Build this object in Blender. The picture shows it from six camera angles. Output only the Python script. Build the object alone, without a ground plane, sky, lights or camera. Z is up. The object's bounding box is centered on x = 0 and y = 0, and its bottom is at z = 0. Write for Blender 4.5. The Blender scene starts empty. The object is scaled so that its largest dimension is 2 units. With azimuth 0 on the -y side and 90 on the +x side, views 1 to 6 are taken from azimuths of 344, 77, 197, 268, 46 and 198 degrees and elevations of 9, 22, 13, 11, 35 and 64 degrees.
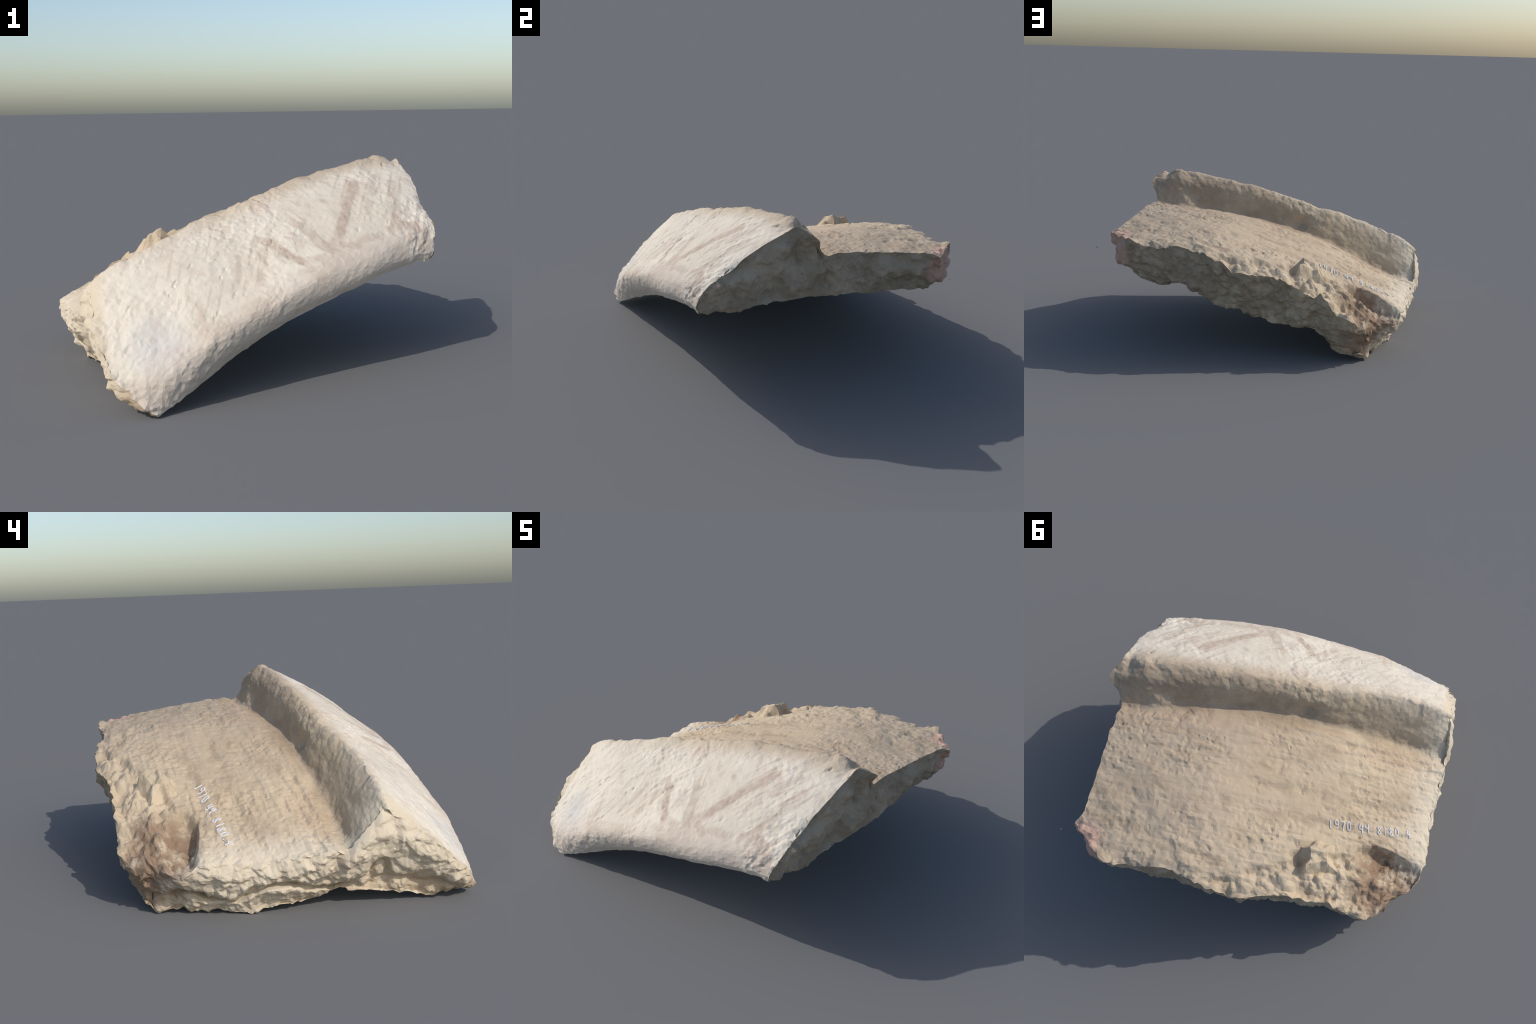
"""Weathered rim sherd of a large heavy clay bowl, lying tilted on its broken end.

The sherd is a curved slab: a TOP sheet (rim lip -> painted rim face -> rounded crest ->
inner wall -> hollow -> bowl floor), a BOTTOM sheet, and three broken edges between them.
The top sheet is lofted through guide lines that run along the rim (left end -> right end).
Relief is added with noise, then the surface is coarsened into scan-like facets.
"""
import bpy, bmesh, math
import numpy as np
from mathutils import Vector
from mathutils.kdtree import KDTree

RNG = np.random.default_rng(7)
NS, NT, NH = 330, 360, 44            # samples along the rim, across it, through the thickness

# ------------------------------------------------------------------ small maths helpers
def spline(knots, pts, x):
    """Non-uniform Catmull-Rom through pts (k, ...) at parameters knots, sampled at x."""
    knots, pts = np.asarray(knots, float), np.asarray(pts, float)
    sec = np.diff(pts, axis=0) / np.diff(knots).reshape((-1,) + (1,) * (pts.ndim - 1))
    m = np.empty_like(pts)
    m[0], m[-1] = sec[0], sec[-1]
    if len(pts) > 2:
        h = np.diff(knots)
        w = (h[1:] / (h[:-1] + h[1:])).reshape((-1,) + (1,) * (pts.ndim - 1))
        m[1:-1] = w * sec[:-1] + (1 - w) * sec[1:]
    i = np.clip(np.searchsorted(knots, x, side='right') - 1, 0, len(knots) - 2)
    sh = (-1,) + (1,) * (pts.ndim - 1)
    h = (knots[i + 1] - knots[i]).reshape(sh)
    u = ((x - knots[i]).reshape(sh)) / h
    return ((2*u**3 - 3*u**2 + 1) * pts[i] + (u**3 - 2*u**2 + u) * h * m[i]
            + (-2*u**3 + 3*u**2) * pts[i + 1] + (u**3 - u**2) * h * m[i + 1])

def line(pts, n=NS + 1):
    """A guide line through 3-D points, resampled evenly by length."""
    pts = np.asarray(pts, float)
    k = np.r_[0, np.cumsum(np.linalg.norm(np.diff(pts, axis=0), axis=1) ** 0.8)]
    fine = spline(k / k[-1], pts, np.linspace(0, 1, 1500))
    d = np.r_[0, np.cumsum(np.linalg.norm(np.diff(fine, axis=0), axis=1))]
    want = np.linspace(0, d[-1], n)
    return np.stack([np.interp(want, d, fine[:, c]) for c in range(3)], 1)

def smooth(a, b, x):
    t = np.clip((x - a) / (b - a), 0, 1)
    return t * t * (3 - 2 * t)

def _hash(ix, iy, iz, seed):
    h = (ix * 374761393 + iy * 668265263 + iz * 2147483647 + seed * 1274126177) & 0xFFFFFFFF
    h = ((h ^ (h >> 13)) * 1274126177) & 0xFFFFFFFF
    h = ((h ^ (h >> 16)) * 2246822519) & 0xFFFFFFFF
    return ((h ^ (h >> 15)) & 0xFFFFFF) / float(0xFFFFFF)

def vnoise(p, size, seed):
    """Smooth value noise in -1..1, cells of the given size."""
    q = p / size
    b = np.floor(q).astype(np.int64)
    f = q - b
    f = f * f * f * (f * (f * 6 - 15) + 10)
    out = 0
    for dx in (0, 1):
        for dy in (0, 1):
            for dz in (0, 1):
                w = ((f[:, 0] if dx else 1 - f[:, 0]) * (f[:, 1] if dy else 1 - f[:, 1])
                     * (f[:, 2] if dz else 1 - f[:, 2]))
                out = out + w * _hash(b[:, 0] + dx, b[:, 1] + dy, b[:, 2] + dz, seed)
    return out * 2 - 1

def fbm(p, size, seed, octaves=3, gain=0.5):
    s, a, t = 0, 1.0, 0
    for o in range(octaves):
        s = s + a * vnoise(p + o * 3.17, size / 2 ** o, seed + o * 11)
        t += a
        a *= gain
    return s / t

def cells(p, size, seed):
    """Worley F1 distance (0 at a cell centre, about 1 at its border)."""
    q = p / size
    b = np.floor(q).astype(np.int64)
    best = np.full(len(p), 9.0)
    for dx in (-1, 0, 1):
        for dy in (-1, 0, 1):
            for dz in (-1, 0, 1):
                c = b + np.array([dx, dy, dz])
                r = np.stack([_hash(c[:, 0], c[:, 1], c[:, 2], seed + k) for k in (1, 2, 3)], 1)
                best = np.minimum(best, np.linalg.norm(c + r - q, axis=1))
    return np.clip(best, 0, 1.2)

# ------------------------------------------------------------------ guide lines (left end -> right end)
LIP = line([(-.655, -.975, .008), (-.52, -.925, .075), (-.355, -.872, .160), (-.193, -.825, .243), (.127, -.774, .380),
            (.436, -.716, .480), (.615, -.661, .518), (.825, -.597, .545)])
BULGE = line([(-.765, -.970, .105), (-.56, -.966, .185), (-.385, -.935, .285), (-.20, -.888, .375), (.13, -.818, .508),
              (.45, -.738, .598), (.63, -.677, .637), (.868, -.583, .680)])
CREST = line([(-.910, -.515, .494), (-.84, -.51, .555), (-.76, -.495, .602), (-.61, -.463, .658), (-.424, -.400, .728),
              (-.216, -.310, .800), (-.05, -.268, .850), (.16, -.205, .918), (.38, -.135, .975), (.565, -.095, 1.010),
              (.777, -.035, 1.045), (.905, -.025, 1.035)])
HOLLOW = line([(-.943, -.350, .318), (-.728, -.325, .352), (-.475, -.265, .482), (-.22, -.190, .600), (-.105, -.165, .645),
               (.05, -.135, .688), (.175, -.100, .724), (.36, -.045, .757), (.60, .055, .797), (.862, .145, .818)])
FLOOR_A = line([(-.955, -.05, .288), (-.84, -.02, .342), (-.45, .08, .510), (0, .20, .663), (.40, .30, .773), (.868, .40, .822)])
FLOOR_B = line([(-.952, .20, .278), (-.84, .235, .335), (-.40, .42, .528), (0, .52, .670), (.40, .58, .764), (.855, .64, .787)])
FLOOR_C = line([(-.960, .38, .275), (-.80, .46, .35), (-.45, .62, .505), (-.05, .74, .648), (.35, .77, .735), (.85, .77, .770)])
BACK = line([(-.820, .65, .20), (-.735, .735, .275), (-.610, .780, .362), (-.49, .782, .448), (-.25, .847, .556),
             (-.16, .88, .577), (-.046, .925, .600), (.079, .935, .643), (.221, .942, .685), (.351, .928, .705),
             (.489, .965, .698), (.629, .985, .722), (.70, .968, .742), (.87, .84, .740)])
FOOT = line([(-.766, .635, .015), (-.589, .685, .062), (-.506, .71, .172), (-.453, .72, .208), (-.187, .785, .255),
             (-.01, .82, .320), (.135, .85, .352), (.261, .87, .418), (.444, .90, .479), (.529, .90, .445),
             (.63, .93, .488), (.685, .955, .550), (.80, .88, .565)])
frac = lambda a, b, f: a * (1 - f) + b * f
S = np.linspace(0, 1, NS + 1)[:, None]
face_out = np.array([0, -.50, .85])
left_bow = np.exp(-S / .10) * np.array([-1.0, -.02, .03])
LIP_ROUND = frac(LIP, BULGE, .42) + np.array([0, -.010, -.004]) + S * np.array([0, -.010, 0])
FACE_LOW = frac(BULGE, CREST, .28) + face_out * .028 + left_bow * .062
FACE_MID = frac(BULGE, CREST, .56) + face_out * .035 + left_bow * .040
FACE_TOP = frac(BULGE, CREST, .87) + face_out * .022 + left_bow * .012
CREST = CREST + np.array([0, -.002, .006])
CREST_BACK = CREST + left_bow * .010 + np.array([.006, .042, -.046]) + S * np.array([0, .022, .006]) + S ** 24 * np.array([.035, .01, -.012])
WALL = frac(CREST_BACK, HOLLOW, .52) + left_bow * .006 + np.array([0, -.004, -.002])
NEAR_HOLLOW = frac(HOLLOW, FLOOR_A, .22) + np.array([0, 0, .008])
TOP_LINES = [LIP, LIP_ROUND, BULGE, FACE_LOW, FACE_MID, FACE_TOP, CREST, CREST_BACK, WALL, HOLLOW, NEAR_HOLLOW, FLOOR_A, FLOOR_B, FLOOR_C, BACK]
ROW = {n: i for i, n in enumerate('lip lip_round bulge face_low face_mid face_top crest crest_back wall hollow near_hollow a b c back'.split())}

rows = np.stack(TOP_LINES)                                       # (rows, NS+1, 3)
gap = np.linalg.norm(np.diff(rows, axis=0), axis=2).mean(1)
KNOT = np.r_[0, np.cumsum(gap)]
KNOT /= KNOT[-1]
T = np.linspace(0, 1, NT + 1)
TOP = spline(KNOT, rows, T).transpose(1, 0, 2)                   # (NS+1, NT+1, 3)

# bottom edges of the two broken ends, one point per top line
LEFT_FOOT = [(-.655, -.975, .008), (-.665, -.95, .010), (-.69, -.91, .015), (-.735, -.78, .018), (-.765, -.66, .03), (-.785, -.53, .055), (-.79, -.46, .062),
             (-.79, -.41, .07), (-.79, -.36, .08), (-.80, -.29, .085), (-.79, -.20, .042), (-.835, -.05, .025),
             (-.840, .15, .002), (-.79, .36, .012), (-.766, .635, .015)]
RIGHT_FOOT = [(.825, -.597, .545), (.835, -.55, .547), (.845, -.50, .552), (.870, -.40, .560), (.885, -.27, .578), (.895, -.13, .590), (.898, -.06, .598),
              (.900, 0, .608), (.898, .06, .608), (.886, .14, .600), (.868, .25, .584), (.835, .40, .558),
              (.79, .62, .522), (.785, .76, .512), (.80, .88, .560)]
LF, RF = spline(KNOT, LEFT_FOOT, T), spline(KNOT, RIGHT_FOOT, T)
s, t = S[:, :, None], T[None, :, None]
corner = ((1 - s) * (1 - t) * LIP[0] + s * (1 - t) * LIP[-1] + (1 - s) * t * FOOT[0] + s * t * FOOT[-1])
BOTTOM = (1 - t) * LIP[:, None] + t * FOOT[:, None] + (1 - s) * LF[None] + s * RF[None] - corner
BOTTOM = BOTTOM + np.array([0, 0, 1.0]) * (.05 * 16 * s * (1 - s) * t * (1 - t))

# ------------------------------------------------------------------ closed surface lattice
H = np.linspace(0, 1, NH + 1)
index = -np.ones((NS + 1, NT + 1, NH + 1), np.int64)
shell = np.zeros_like(index, bool)
shell[0] = shell[-1] = True
shell[:, -1] = True
shell[:, :, 0] = shell[:, :, -1] = True
shell[:, 0, :-1] = False                                         # the lip closes the front: one edge only
ijk = np.argwhere(shell)
index[shell] = np.arange(len(ijk))
index[:, 0, :] = index[:, 0, -1][:, None]
I, J, K = ijk.T
hh = H[K][:, None]
P = TOP[I, J] * hh + BOTTOM[I, J] * (1 - hh)
SV, TV, HV = S[I, 0], T[J], H[K]
on_left, on_right, on_back = I == 0, I == NS, J == NT
on_top, on_bottom = K == NH, K == 0

def quads(a, b, c, d):
    return np.stack([a.ravel(), b.ravel(), c.ravel(), d.ravel()], 1)
def sheet(g, flip):
    q = quads(g[:-1, :-1], g[1:, :-1], g[1:, 1:], g[:-1, 1:])
    return q[:, ::-1] if flip else q
F = np.vstack([sheet(index[:, :, -1], False), sheet(index[:, :, 0], True),
               sheet(index[0], True), sheet(index[-1], False), sheet(index[:, -1], True)])
region_of_face = np.repeat([0, 1, 2, 3, 4], [NS * NT, NS * NT, NT * NH, NT * NH, NS * NH])

def normals(P):
    q = P[F]
    n = np.cross(q[:, 2] - q[:, 0], q[:, 3] - q[:, 1])
    N = np.zeros_like(P)
    for c in range(4):
        np.add.at(N, F[:, c], n)
    return N / (np.linalg.norm(N, axis=1, keepdims=True) + 1e-12)

N = normals(P)

# ------------------------------------------------------------------ masks
row_t = lambda name: KNOT[ROW[name]]
edge_point = lambda i, j: TOP[i, j] * hh + BOTTOM[i, j] * (1 - hh)
edge_left = np.linalg.norm(P - edge_point(np.zeros_like(I), J), axis=1)     # distance from the broken edges
edge_right = np.linalg.norm(P - edge_point(np.full_like(I, NS), J), axis=1)
edge_back = np.linalg.norm(P - edge_point(I, np.full_like(J, NT)), axis=1)
broken_left = np.where(on_left, 1, np.exp(-(edge_left / .05) ** 1.3) * .8)
broken_back = np.where(on_back, 1, np.exp(-(edge_back / .06) ** 1.3) * .75)
broken_right = np.where(on_right, 1, np.exp(-(edge_right / .035) ** 1.3) * .6)
face_zone = np.where(on_top, smooth(row_t('crest'), row_t('face_top'), TV), 0)
floor_zone = np.where(on_top, smooth(row_t('hollow') - .02, row_t('near_hollow'), TV), 0)
x, y, z = P.T

# ------------------------------------------------------------------ relief
rim_way = np.array([.93, .22, .30])                              # direction the rim runs in
streaked = P - np.outer(P @ rim_way, rim_way) * .84               # space squeezed along the rim: streaky noise
diag = np.array([.50, .55, .67])
brushed = P - np.outer(P @ diag, diag) * .75
warp = P + .035 * np.stack([vnoise(P, .11, 1), vnoise(P, .11, 2), vnoise(P, .11, 3)], 1)
lumps = .060 * (.50 - cells(warp, .16, 5)) + .042 * (.50 - cells(warp, .075, 9)) + .018 * (.5 - cells(warp, .034, 10)) + .03 * fbm(P, .24, 21) + .012 * fbm(P, .03, 23, 2)
crumbs = .028 * fbm(P, .13, 31, 3) + .020 * (.5 - cells(warp, .065, 37)) + .010 * (.5 - cells(warp, .03, 39))
soft = .009 * fbm(P, .34, 41, 2) + .003 * fbm(P, .10, 43, 2)
floor_skin = .0105 * fbm(streaked, .050, 47, 3, .6) + .0035 * fbm(P, .024, 49, 2) - .005 * np.abs(fbm(P, .05, 57, 2)) - .005 * smooth(.26, .05, cells(warp, .06, 58))
face_skin = .0045 * fbm(brushed, .055, 51, 3, .6) + .0042 * fbm(P, .026, 53, 2)
hollows = .065 * fbm(P, .22, 61, 3, .55) + .034 * (.5 - cells(warp, .13, 65)) + .012 * fbm(P, .04, 67, 2)

mid_h = smooth(0, .18, np.minimum(HV, 1 - HV))
crest_zone = np.where(on_top, np.exp(-((TV - row_t('crest')) / .05) ** 2), 0)
patchy = crest_zone * .5 + .5 + 1.0 * smooth(-.45, .5, fbm(P, .28, 55, 2))
wall_zone = np.where(on_top, (1 - face_zone) * (1 - floor_zone), 0)
wall_skin = .009 * fbm(P, .085, 59, 3, .55) + .004 * fbm(P, .028, 60, 2)
d = soft + patchy * (face_zone * face_skin + (1 - face_zone - wall_zone) * floor_skin + wall_zone * wall_skin)
d = d * (1 - .4 * np.maximum(broken_left, broken_back)) + (lumps * .60 - .010) * broken_left + (crumbs + .45 * lumps) * broken_back
d = d + broken_right * hollows * (.40 + .60 * mid_h)
P = P + N * d[:, None]

# left end: it swells outwards at half height, and shadowed clefts run under the upper ledge
belly = on_left * np.sin(math.pi * HV ** 1.5) * smooth(0, .10, TV) * smooth(1, .9, TV)
P[:, 0] -= belly * (.042 + .035 * np.exp(-((P[:, 1] + .42) / .10) ** 2))
cleft_at = .38 + .30 * vnoise(P, .30, 71) + .16 * vnoise(P, .10, 72)
cleft = on_left * np.exp(-((HV - cleft_at) / .07) ** 2) * smooth(-.5, .4, vnoise(P, .22, 73)) * smooth(.02, .15, TV) * smooth(1, .9, TV)
P[:, 0] += cleft * .060
# right end: hollow under the rim crest and shallow dents
for (cy, cz, ry, rz, depth) in ((.02, .86, .09, .09, .080), (-.40, .73, .14, .08, -.035), (.12, .70, .08, .07, .030), (.66, .68, .12, .06, -.035), (.38, .68, .08, .07, .020), (-.12, .80, .06, .06, -.02)):
    g = on_right * np.exp(-((P[:, 1] - cy) / ry) ** 2 - ((P[:, 2] - cz) / rz) ** 2)
    P[:, 0] -= depth * g * smooth(0, .15, np.minimum(HV, 1 - HV))
# back break: swells out unevenly at half height
swell = on_back * np.sin(math.pi * HV) * (.022 * np.exp(-((P[:, 0] + .08) / .14) ** 2) - .008 + .025 * vnoise(P, .3, 75))
P[:, 1] += swell
# back right corner: hollow in place of the scan's open, ragged hole
scan_hole = on_back * smooth(.985, 1.03, x * .58 + y * .80 - .22 + .0 * z)
P += scan_hole[:, None] * np.array([-.035, -.05, 0]) * smooth(0, .2, np.minimum(HV, 1 - HV))[:, None]

# bowl floor features, pushed along z
x, y, z = P.T
zone = np.where(on_top, floor_zone, 0)
def blob(cx, cy, rx, ry, p=2.0):
    return np.exp(-(((x - cx) / rx) ** 2 + ((y - cy) / ry) ** 2) ** (p / 2))
near_back_left = np.maximum(zone, on_back * smooth(.35, 1, HV))
dz = np.zeros(len(P))
# spalled back-left corner: everything beyond a ragged line has dropped away
ragged = .03 * fbm(P, .16, 81) + .02 * fbm(P, .06, 83)
beyond = (y - .39) * .80 - (x + .60) * .55 + ragged + .10 * np.exp(-((x + .80) / .10) ** 2) * 0
spall = smooth(.0, .032, np.minimum(beyond, (y - .355) + ragged * .6))
dz -= near_back_left * spall * (.012 + .100 * blob(-.775 , .430, .150, .080, 3.0) * (1 + .35 * fbm(P, .09, 88)) + .02 * fbm(P, .13, 87))
dz += near_back_left * spall * (.055 * (.5 - cells(warp, .11, 91)) + .03 * (.5 - cells(warp, .05, 93)))
# a jagged crumb of clay standing on the floor, with a dark cavity beside it
wx, wy = x + .385 + .02 * vnoise(P, .06, 96), y - .57 + .02 * vnoise(P, .06, 97)
lean = np.maximum(np.abs(wx * .9 + wy * .3) / .085, np.abs(wy * .9 - wx * .4) / .070)
dz += zone * .072 * np.clip(1.05 - lean, 0, .50) / .50 * (.95 + .12 * vnoise(P, .05, 94))
dz -= zone * .040 * smooth(.0, .9, blob(-.285, .640, .05, .06) + .35 * fbm(P, .06, 98))
dz -= near_back_left * .04 * blob(-.36, .76, .06, .05)
# ragged pits towards the back edge
dz += near_back_left * smooth(.45, .8, y + .15 * x) * (.018 * fbm(P, .10, 95, 3))
# shallow thumb-smoothed waves and wheel marks that follow the rim
along = (y + .21 - .26 * x) 
marks = np.sin((along + .02 * vnoise(P, .35, 101)) * 2 * math.pi / .062)
dz += zone * smooth(.55, -.55, x) * np.exp(-((along - .19) / .14) ** 2) * .0055 * np.minimum(marks, .25) * (.6 + .6 * vnoise(P, .18, 103))
dz += zone * (.007 + .006 * np.exp(-((x - .2) / .35) ** 2 - ((y - .35) / .30) ** 2))
P[:, 2] += dz
# holes in the inner wall
for (c, r, depth) in (((-.09, -.205, .70), .05, .045), ((.52, .06, .79), .03, .018)):
    g = np.where(on_top, np.exp(-np.sum(((P - np.array(c)) / r) ** 2, 1)), 0)
    P += g[:, None] * np.array([0, -.8, -.5]) * depth
# chipped crest
for (cx, r, depth) in ((-.69, .025, .014), (-.20, .06, .012), (.33, .05, .010), (.86, .025, .022)):
    g = np.where(on_top, np.exp(-((x - cx) / r) ** 2) * np.exp(-((TV - row_t('crest')) / .03) ** 2), 0)
    P[:, 2] -= g * depth
# pits and short gouges on the painted face
pits = np.where(on_top, face_zone, 0) * smooth(.22, .10, cells(brushed * 1.3 + .01 * np.stack([vnoise(P, .02, 8)] * 3, 1), .075, 111)) * smooth(-.2, .5, vnoise(P, .2, 113)) * smooth(row_t('bulge'), row_t('face_low'), TV)
P -= N * (pits * .006)[:, None]
for (a, b, r, depth) in (((-.37, -.79, .365), (-.30, -.79, .365), .016, .016), ((-.80, -.80, .28), (-.70, -.86, .22), .02, .010)):
    a, b = np.array(a), np.array(b)
    u = np.clip((P - a) @ (b - a) / ((b - a) @ (b - a)), 0, 1)
    g = np.where(on_top, np.exp(-(np.linalg.norm(P - a - u[:, None] * (b - a), axis=1) / r) ** 2), 0)
    P -= N * (g * depth)[:, None]
P[:, 2] -= P[:, 2].min()

# ------------------------------------------------------------------ mesh, coarsened to scan-like facets
def mesh_from(name, verts, faces):
    me = bpy.data.meshes.new(name)
    me.from_pydata([tuple(v) for v in verts], [], faces)
    me.validate()
    return me

face_list = []
kept_region = []
for q, r in zip(F.tolist(), region_of_face.tolist()):
    u = list(dict.fromkeys(q))
    if len(u) >= 3:
        face_list.append(u)
        kept_region.append(r)
whole = bpy.data.objects.new('whole', mesh_from('whole', P, face_list))
bpy.context.scene.collection.objects.link(whole)
dec = whole.modifiers.new('facets', 'DECIMATE')
dec.ratio = 0.13
coarse = bpy.data.meshes.new_from_object(whole.evaluated_get(bpy.context.evaluated_depsgraph_get()))
bpy.data.objects.remove(whole)

# which part each facet belongs to, from the nearest face of the fine lattice
centres = np.array([P[f].mean(0) for f in face_list])
mean_t = np.array([TV[f].mean() for f in face_list])
kind = np.array(kept_region)
label = np.where(kind == 0, np.where(mean_t < row_t('crest') - .012, 0, np.where(mean_t < row_t('hollow'), 1, 2)), kind + 2)
tree = KDTree(len(centres))
for i, c in enumerate(centres):
    tree.insert(c, i)
tree.balance()
cv = np.empty(len(coarse.vertices) * 3)
coarse.vertices.foreach_get('co', cv)
cv = cv.reshape(-1, 3)
tris = [list(p.vertices) for p in coarse.polygons]
part_of = np.array([label[tree.find(cv[f].mean(0))[1]] for f in tris])

# ------------------------------------------------------------------ materials
def new_material(name):
    m = bpy.data.materials.new(name)
    m.use_nodes = True
    nt = m.node_tree
    nt.nodes.clear()
    out = nt.nodes.new('ShaderNodeOutputMaterial')
    b = nt.nodes.new('ShaderNodeBsdfPrincipled')
    b.inputs['Roughness'].default_value = .9
    b.inputs['Specular IOR Level'].default_value = .25
    nt.links.new(b.outputs[0], out.inputs[0])
    return m, nt, b

class Nodes:
    def __init__(self, nt):
        self.nt = nt
        self.co = nt.nodes.new('ShaderNodeTexCoord').outputs['Object']
        sep = nt.nodes.new('ShaderNodeSeparateXYZ')
        nt.links.new(self.co, sep.inputs[0])
        self.x, self.y, self.z = sep.outputs
    def put(self, sock, v):
        if isinstance(v, bpy.types.NodeSocket):
            self.nt.links.new(v, sock)
        else:
            sock.default_value = v
    def math(self, op, a, b=0.0, c=0.0, clamp=False):
        n = self.nt.nodes.new('ShaderNodeMath')
        n.operation, n.use_clamp = op, clamp
        for k, v in zip(n.inputs, (a, b, c)):
            self.put(k, v)
        return n.outputs[0]
    def vec(self, op, a, b=(0, 0, 0), scale=None):
        n = self.nt.nodes.new('ShaderNodeVectorMath')
        n.operation = op
        self.put(n.inputs[0], a)
        self.put(n.inputs[1], b)
        if scale is not None:
            self.put(n.inputs['Scale'], scale)
        return n.outputs['Value'] if op in ('LENGTH', 'DOT_PRODUCT', 'DISTANCE') else n.outputs[0]
    def step(self, v, lo, hi):
        n = self.nt.nodes.new('ShaderNodeMapRange')
        n.interpolation_type = 'SMOOTHSTEP'
        self.put(n.inputs[0], v)
        if lo <= hi:
            n.inputs[1].default_value, n.inputs[2].default_value = lo, hi
        else:
            n.inputs[1].default_value, n.inputs[2].default_value = hi, lo
            n.inputs[3].default_value, n.inputs[4].default_value = 1, 0
        return n.outputs[0]
    def noise(self, scale, detail=4, rough=.6, stretch=None, offset=(0, 0, 0)):
        mp = self.nt.nodes.new('ShaderNodeMapping')
        self.put(mp.inputs[0], self.co)
        mp.inputs[1].default_value = offset
        if stretch:
            mp.inputs[3].default_value = stretch
        n = self.nt.nodes.new('ShaderNodeTexNoise')
        self.put(n.inputs['Vector'], mp.outputs[0])
        n.inputs['Scale'].default_value, n.inputs['Detail'].default_value, n.inputs['Roughness'].default_value = scale, detail, rough
        return n.outputs[0]
    def mix(self, f, a, b):
        n = self.nt.nodes.new('ShaderNodeMix')
        n.data_type = 'RGBA'
        self.put(n.inputs[0], f)
        self.put(n.inputs[6], a if isinstance(a, bpy.types.NodeSocket) else (*a, 1))
        self.put(n.inputs[7], b if isinstance(b, bpy.types.NodeSocket) else (*b, 1))
        return n.outputs[2]
    def near(self, c, r0, r1):
        return self.step(self.vec('DISTANCE', self.co, c), r1, r0)

# faded painted strokes on the rim face: end points, half width, strength
STROKES = [
    ((0.751, -0.286, 0.923), (0.698, -0.447, 0.823), 0.018, 0.55), 
    ((0.698, -0.447, 0.823), (0.663, -0.555, 0.743), 0.02, 0.6), 
    ((0.677, -0.232, 0.961), (0.607, -0.379, 0.872), 0.012, 0.35), 
    ((0.572, -0.427, 0.843), (0.529, -0.497, 0.791), 0.013, 0.4), 
    ((0.539, -0.286, 0.93), (0.439, -0.439, 0.831), 0.022, 0.75), 
    ((0.439, -0.439, 0.831), (0.35, -0.584, 0.718), 0.022, 0.85), 
    ((0.35, -0.584, 0.718), (0.276, -0.65, 0.665), 0.018, 0.5), 
    ((0.172, -0.526, 0.745), (0.238, -0.631, 0.673), 0.014, 0.6), 
    ((0.238, -0.631, 0.673), (0.26, -0.687, 0.642), 0.016, 0.7), 
    ((0.1, -0.562, 0.713), (0.123, -0.622, 0.669), 0.01, 0.45), 
    ((-0.012, -0.574, 0.683), (0.038, -0.657, 0.635), 0.018, 0.75), 
    ((0.038, -0.657, 0.635), (0.108, -0.726, 0.595), 0.02, 0.85), 
    ((0.108, -0.726, 0.595), (0.132, -0.775, 0.57), 0.018, 0.6), 
    ((0.186, -0.719, 0.613), (0.143, -0.718, 0.608), 0.02, 0.6), 
    ((0.258, -0.694, 0.637), (0.325, -0.66, 0.663), 0.022, 0.6), 
    ((0.325, -0.66, 0.663), (0.391, -0.688, 0.654), 0.02, 0.55), 
    ((0.426, -0.65, 0.677), (0.523, -0.634, 0.691), 0.02, 0.5), 
    ((0.613, -0.594, 0.715), (0.69, -0.573, 0.73), 0.022, 0.5), 
    ((0.69, -0.573, 0.73), (0.778, -0.578, 0.719), 0.032, 0.7), 
    ((0.778, -0.578, 0.719), (0.798, -0.607, 0.673), 0.04, 0.5), 
    ((0.168, -0.754, 0.592), (0.257, -0.735, 0.612), 0.035, 0.4), 
    ((0.319, -0.394, 0.851), (0.333, -0.404, 0.842), 0.01, 0.6), 
    ((0.134, -0.47, 0.78), (0.143, -0.504, 0.759), 0.008, 0.4), 
    ((0.71, -0.626, 0.684), (0.812, -0.6, 0.628), 0.04, 0.4), 
    ((-0.071, -0.543, 0.696), (0.024, -0.643, 0.643), 0.014, 0.5), 
    ((0.024, -0.643, 0.643), (0.058, -0.699, 0.605), 0.014, 0.5), 
    ((0.149, -0.513, 0.754), (0.203, -0.612, 0.682), 0.013, 0.55), 
    ((0.203, -0.612, 0.682), (0.234, -0.688, 0.638), 0.013, 0.5), 
    ((0.078, -0.577, 0.7), (0.119, -0.636, 0.659), 0.009, 0.35), 
    ((-0.184, -0.615, 0.624), (-0.215, -0.722, 0.531), 0.01, 0.45), 
    ((-0.049, -0.615, 0.649), (-0.122, -0.766, 0.519), 0.009, 0.35), 
    ((-0.278, -0.579, 0.642), (-0.335, -0.654, 0.579), 0.008, 0.3), 
    ((-0.471, -0.594, 0.606), (-0.376, -0.669, 0.563), 0.009, 0.3), 
    ((-0.417, -0.782, 0.455), (-0.421, -0.86, 0.378), 0.014, 0.35), 
    ((0.088, -0.772, 0.564), (0.306, -0.671, 0.657), 0.02, 0.4), 
    ((-0.4, -0.908, 0.348), (-0.147, -0.864, 0.443), 0.04, 0.3), 
    ((0.164, -0.794, 0.561), (0.317, -0.718, 0.626), 0.04, 0.35), 
]

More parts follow.
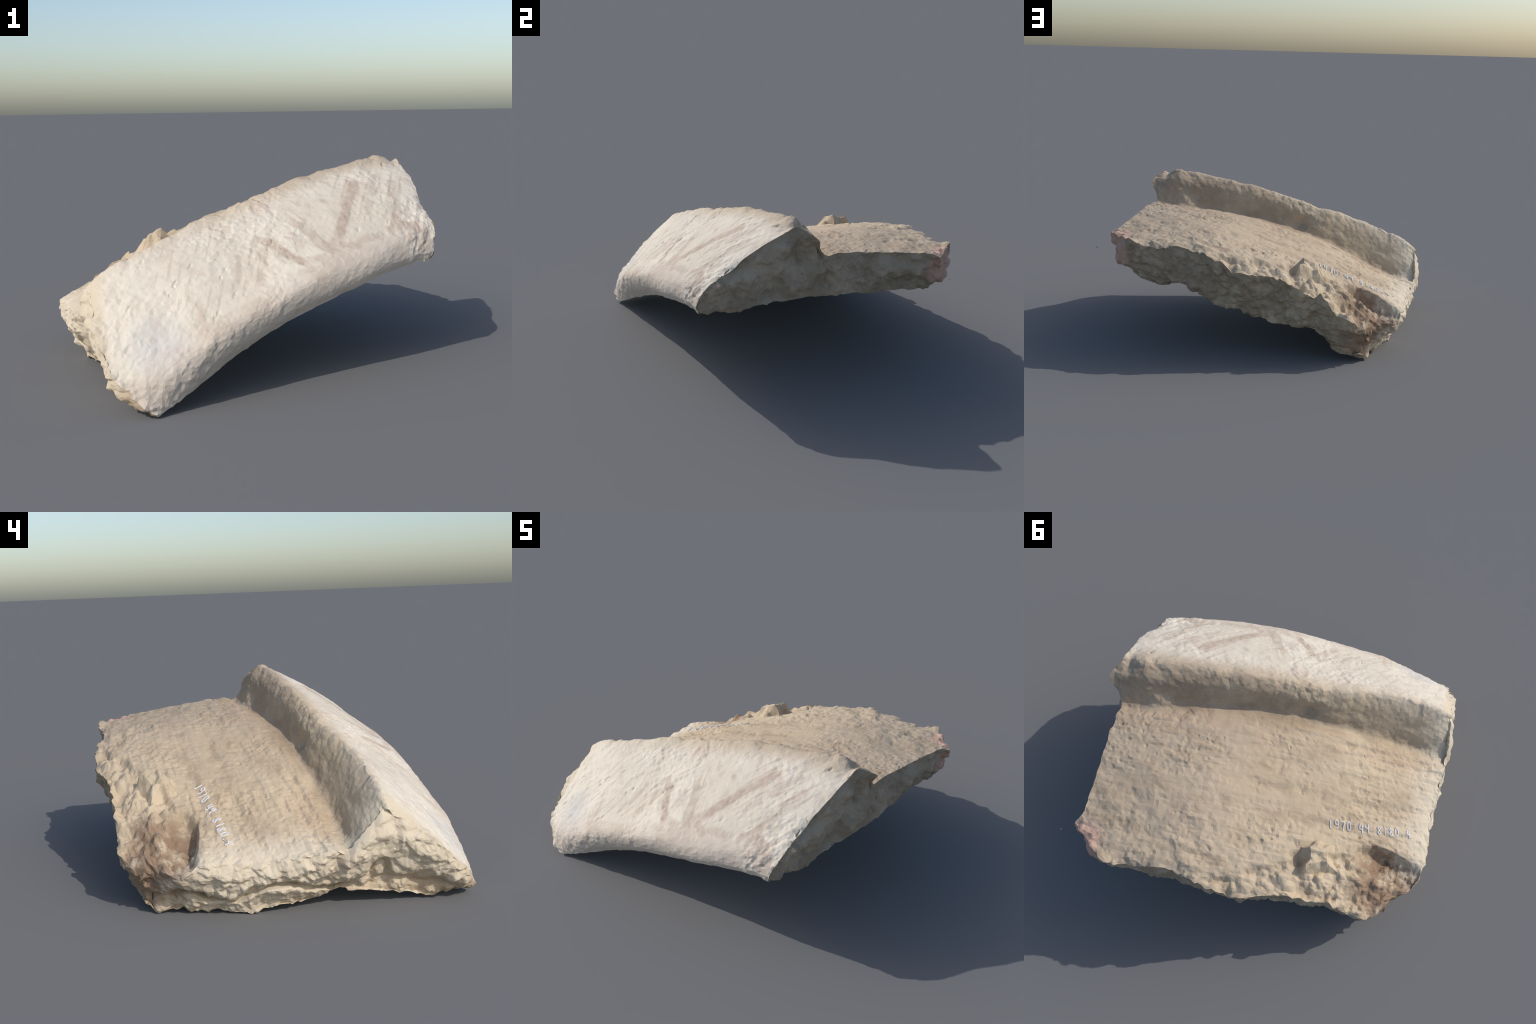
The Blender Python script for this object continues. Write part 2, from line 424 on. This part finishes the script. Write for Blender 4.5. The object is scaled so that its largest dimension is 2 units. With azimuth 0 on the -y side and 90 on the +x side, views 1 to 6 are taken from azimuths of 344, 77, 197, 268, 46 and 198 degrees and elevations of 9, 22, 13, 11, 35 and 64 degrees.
def fired_clay(name, slipped):
    m, nt, b = new_material(name)
    g = Nodes(nt)
    big, mid, small = g.noise(2.2, 3), g.noise(7, 4), g.noise(38, 3)
    warm = g.noise(4, 4, offset=(3, 1, 7))
    # bare body clay
    col = g.mix(g.step(big, .35, .65), (.50, .397, .275), (.575, .47, .332))
    # the high end is greyer and dirtier than the low end
    grey = g.step(g.math('ADD', g.x, g.math('MULTIPLY', g.math('SUBTRACT', big, .5), 1.6)), -.45, .75)
    col = g.mix(grey, col, (.435, .350, .258))
    col = g.mix(g.math('MULTIPLY', g.step(warm, .5, .75), .2), col, (.47, .345, .245))
    col = g.mix(g.math('MULTIPLY', g.step(mid, .54, .72), .5), col, (.36, .28, .19))
    dirty = g.noise(11, 4, .65, stretch=(.28, 1.1, 1.0), offset=(5, 5, 5))
    col = g.mix(g.math('MULTIPLY', g.step(dirty, .50, .66), .5), col, (.345, .262, .178))
    # paler fresh break at the low end
    pale = g.step(g.math('ADD', g.x, g.math('MULTIPLY', g.math('SUBTRACT', mid, .5), .25)), -.70, -.92)
    col = g.mix(g.math('MULTIPLY', pale, .75), col, (.665, .585, .455))
    if not slipped:                                   # brown blotches, partly the breaks' baked shade put into colour
        mottle_and_shade = g.step(g.noise(6, 5, .7, offset=(4, 8, 1)), .38, .62)
        col = g.mix(g.math('MULTIPLY', mottle_and_shade, g.math('MULTIPLY', g.step(g.x, -.85, -.6), .7)), col, (.245, .185, .125))
    # pale slip on the rim face, from the crest forwards
    slip_edge = g.math('ADD', g.math('SUBTRACT', g.y, g.math('MULTIPLY', g.x, .25)), g.math('MULTIPLY', g.math('SUBTRACT', mid, .5), .09))
    slip = g.step(slip_edge, -.22, -.40)
    not_break = g.step(g.math('ADD', g.x, g.math('MULTIPLY', g.math('SUBTRACT', mid, .5), .08)), -.87, -.81)
    slip = g.math('MULTIPLY', slip, not_break if slipped else 0.0)
    white = g.mix(g.step(big, .38, .62), (.63, .56, .462), (.695, .628, .525))
    white = g.mix(g.math('MULTIPLY', g.step(warm, .55, .72), .6), white, (.575, .475, .395))
    white = g.mix(g.math('MULTIPLY', g.step(small, .60, .75), .35), white, (.49, .42, .345))
    white = g.mix(g.math('MULTIPLY', g.near((-.62, -.86, .28), .03, .22), .7), white, (.57, .555, .525))
    # brushed, worn streaks
    streak = g.noise(9, 5, .65, stretch=(1.6, 1.0, .45), offset=(2, 2, 9))
    white = g.mix(g.math('MULTIPLY', g.step(streak, .50, .68), .35), white, (.50, .415, .335))
    low_band = g.step(g.math('SUBTRACT', g.math('SUBTRACT', g.y, g.math('MULTIPLY', g.x, .25)), g.math('MULTIPLY', g.math('SUBTRACT', warm, .5), .35)), -.74, -.84)
    white = g.mix(g.math('MULTIPLY', low_band, .35), white, (.53, .42, .36))
    paint = None
    worn = g.step(g.noise(16, 4, .65, offset=(9, 2, 4)), .30, .60)
    for (p0, p1, w, k) in STROKES:
        a, ab = Vector(p0), Vector(p1) - Vector(p0)
        rel = g.vec('SUBTRACT', g.co, tuple(a))
        u = g.math('DIVIDE', g.vec('DOT_PRODUCT', rel, tuple(ab)), ab.dot(ab), clamp=True)
        dist = g.vec('LENGTH', g.vec('SUBTRACT', rel, g.vec('SCALE', tuple(ab), scale=u)))
        f = g.math('MULTIPLY', g.step(g.math('ADD', dist, g.math('MULTIPLY', g.math('SUBTRACT', g.noise(22, 4, .6), .5), .035)), w + .016, w - .008), k)
        paint = f if paint is None else g.math('MAXIMUM', paint, f)
    if paint is not None:
        white = g.mix(g.math('MULTIPLY', paint, g.math('MULTIPLY_ADD', worn, .55, .38)), white, (.40, .30, .235))
    # fans of thin faded strokes between the bold ones: (stroke direction, centre x, half spread, period, strength)
    for n, (way, cx, half, period, k) in enumerate((((-.19, -.30, -.21), .62, .26, .055, .40), ((.09, -.20, -.11), .15, .20, .050, .34), ((-.08, -.17, -.14), -.32, .34, .052, .32))):
        across = Vector(way).cross(Vector((0, -.5, .85))).normalized()
        ridge = g.math('SINE', g.math('MULTIPLY_ADD', g.vec('DOT_PRODUCT', g.co, tuple(across)), 2 * math.pi / period, g.math('MULTIPLY', big, 5.0)))
        here = g.step(g.math('ABSOLUTE', g.math('SUBTRACT', g.x, cx)), half, half * .7)
        here = g.math('MULTIPLY', here, g.step(slip_edge, -.78, -.70))
        gap = g.step(g.noise(6, 3, .6, offset=(n * 3.3, 1, n)), .42, .60)
        white = g.mix(g.math('MULTIPLY', g.math('MULTIPLY', g.step(ridge, .45, .95), here), g.math('MULTIPLY', gap, k)), white, (.42, .32, .255))
    col = g.mix(slip, col, white)
    # brown burial stain in the spalled corner
    stain = g.math('MULTIPLY', g.near((-.73, .52, .26), .14, .32), g.step(g.noise(9, 5, .7, offset=(1, 5, 2)), .34, .58))
    col = g.mix(g.math('MULTIPLY', stain, .9), col, (.25, .165, .108))
    # brown dirt plus copied baked shade on the inner wall, down to the hollow
    wall_dirt_and_shade = g.math('MULTIPLY', g.step(g.math('ABSOLUTE', g.math('ADD', g.math('SUBTRACT', g.y, g.math('MULTIPLY', g.x, .25)), .145)), .11, .03), g.step(g.noise(5, 5, .65, offset=(6, 3, 3)), .33, .62))
    col = g.mix(g.math('MULTIPLY', wall_dirt_and_shade, g.math('MULTIPLY', g.step(g.x, -.95, -.1), .6)), col, (.31, .225, .15))
    # pinkish tinge in the hollow and around the scan's hole at the back right corner
    hollow = g.math('MULTIPLY', g.step(g.math('ABSOLUTE', g.math('SUBTRACT', slip_edge, -.02)), .14, .02), g.step(warm, .35, .6))
    col = g.mix(g.math('MULTIPLY', hollow, .28), col, (.50, .355, .25))
    col = g.mix(g.math('MULTIPLY', g.near((.80, .90, .66), .09, .16), .75), col, (.56, .34, .265))
    nt.links.new(col, b.inputs['Base Color'])
    bump = nt.nodes.new('ShaderNodeBump')
    bump.inputs['Strength'].default_value, bump.inputs['Distance'].default_value = .25, .005
    nt.links.new(g.noise(70, 4, .65), bump.inputs['Height'])
    nt.links.new(bump.outputs[0], b.inputs['Normal'])
    return m

CLAY = fired_clay('slipped_clay', True)
BROKEN = fired_clay('broken_clay', False)

def plain(name, rgb):
    m, nt, b = new_material(name)
    g = Nodes(nt)
    col = g.mix(g.noise(30, 3), tuple(c * .85 for c in rgb), tuple(min(1, c * 1.1) for c in rgb))
    nt.links.new(col, b.inputs['Base Color'])
    return m
INK = plain('white_ink', (.66, .65, .66))
PINK = plain('stray_speck_pink', (.55, .29, .24))  # colour of the stray floating scan speck

# ------------------------------------------------------------------ objects
root = bpy.data.objects.new('pottery_rim_sherd', None)
root['label'] = 'heavy cream clay rim sherd with faded painted strokes'
root['category'] = 'pottery fragment'
bpy.context.scene.collection.objects.link(root)

def add(name, me, mat, parent=root):
    o = bpy.data.objects.new(name, me)
    me.materials.clear()
    me.materials.append(mat)
    o.parent = parent
    bpy.context.scene.collection.objects.link(o)
    return o

parts = {}
for k, name in enumerate(['painted_rim_face', 'rim_crest', 'bowl_floor', 'underside', 'broken_edge', 'broken_edge', 'broken_edge']):
    sel = [f for f, p in zip(tris, part_of) if p == k]
    used = sorted({v for f in sel for v in f})
    new = {v: i for i, v in enumerate(used)}
    me = mesh_from(name, cv[used], [[new[v] for v in f] for f in sel])
    parts[k] = add(name, me, BROKEN if k > 3 else CLAY)

# surface height of the floor for things that sit on it
floor = P[on_top & (floor_zone > .5)]
def floor_z(px, py):
    i = np.argsort((floor[:, 0] - px) ** 2 + (floor[:, 1] - py) ** 2)[:6]
    return floor[i, 2].mean()

# stray floating pink speck kept from the scan, off the back right corner
c = np.array([.966, .86, .642])
me = mesh_from('stray_pink_speck', c + np.array([(.004, 0, .008), (-.006, .004, .004), (.0, -.004, -.010), (.0, .006, .0)]), [(0, 1, 2), (0, 2, 3), (0, 3, 1), (1, 3, 2)])
add('stray_pink_speck', me, PINK)

# inventory number, hand-written in white ink along the rim
GLYPH = {'1': [[(.5, 1), (.5, 0)]], '9': [[(.85, .6), (.3, .5), (.2, .8), (.5, 1), (.85, .85), (.8, .4), (.6, 0)]],
         '7': [[(.1, 1), (.9, 1), (.45, 0)]], '0': [[(.5, 1), (.15, .7), (.2, .2), (.5, 0), (.85, .3), (.8, .8), (.5, 1)]],
         '4': [[(.3, 1), (.1, .45), (.9, .4)], [(.75, .95), (.7, 0)]], '8': [[(.5, .5), (.2, .75), (.5, 1), (.8, .75), (.5, .5), (.15, .25), (.5, 0), (.85, .25), (.5, .5)]],
         '2': [[(.15, .8), (.5, 1), (.85, .75), (.15, 0), (.9, 0)]], '.': [[(.4, .1), (.6, .0)]], ' ': []}
TEXT, t0, t1, tall = '1970 44 8180.4', np.array([-.385, .368]), np.array([-.845, .205]), .046
cu = bpy.data.curves.new('inventory_number', 'CURVE')
cu.dimensions, cu.bevel_depth, cu.bevel_resolution = '3D', .0040, 1
run = (t1 - t0) / len(TEXT)
upv = np.array([run[1], -run[0]]) / np.linalg.norm(run) * tall     # "up" of the letters points towards the rim
if upv[1] > 0:
    upv = -upv
for n, ch in enumerate(TEXT):
    for stroke in GLYPH[ch]:
        pts = np.array(stroke)
        pts = np.vstack([pts[i] * (1 - f) + pts[i + 1] * f for i in range(len(pts) - 1) for f in (0, .34, .67)] + [pts[-1]])
        sp = cu.splines.new('POLY')
        sp.points.add(len(pts) - 1)
        for q, (u, w) in zip(sp.points, pts):
            xy = t0 + run * (n + .1 + u * .75) + upv * (w - .5 + .08 * math.sin(n * 2.3))
            q.co = (xy[0], xy[1], floor_z(*xy) + .001, 1)
tmp = bpy.data.objects.new('tmp', cu)
bpy.context.scene.collection.objects.link(tmp)
me = bpy.data.meshes.new_from_object(tmp.evaluated_get(bpy.context.evaluated_depsgraph_get()))
bpy.data.objects.remove(tmp)
add('inventory_number', me, INK, parts[2])
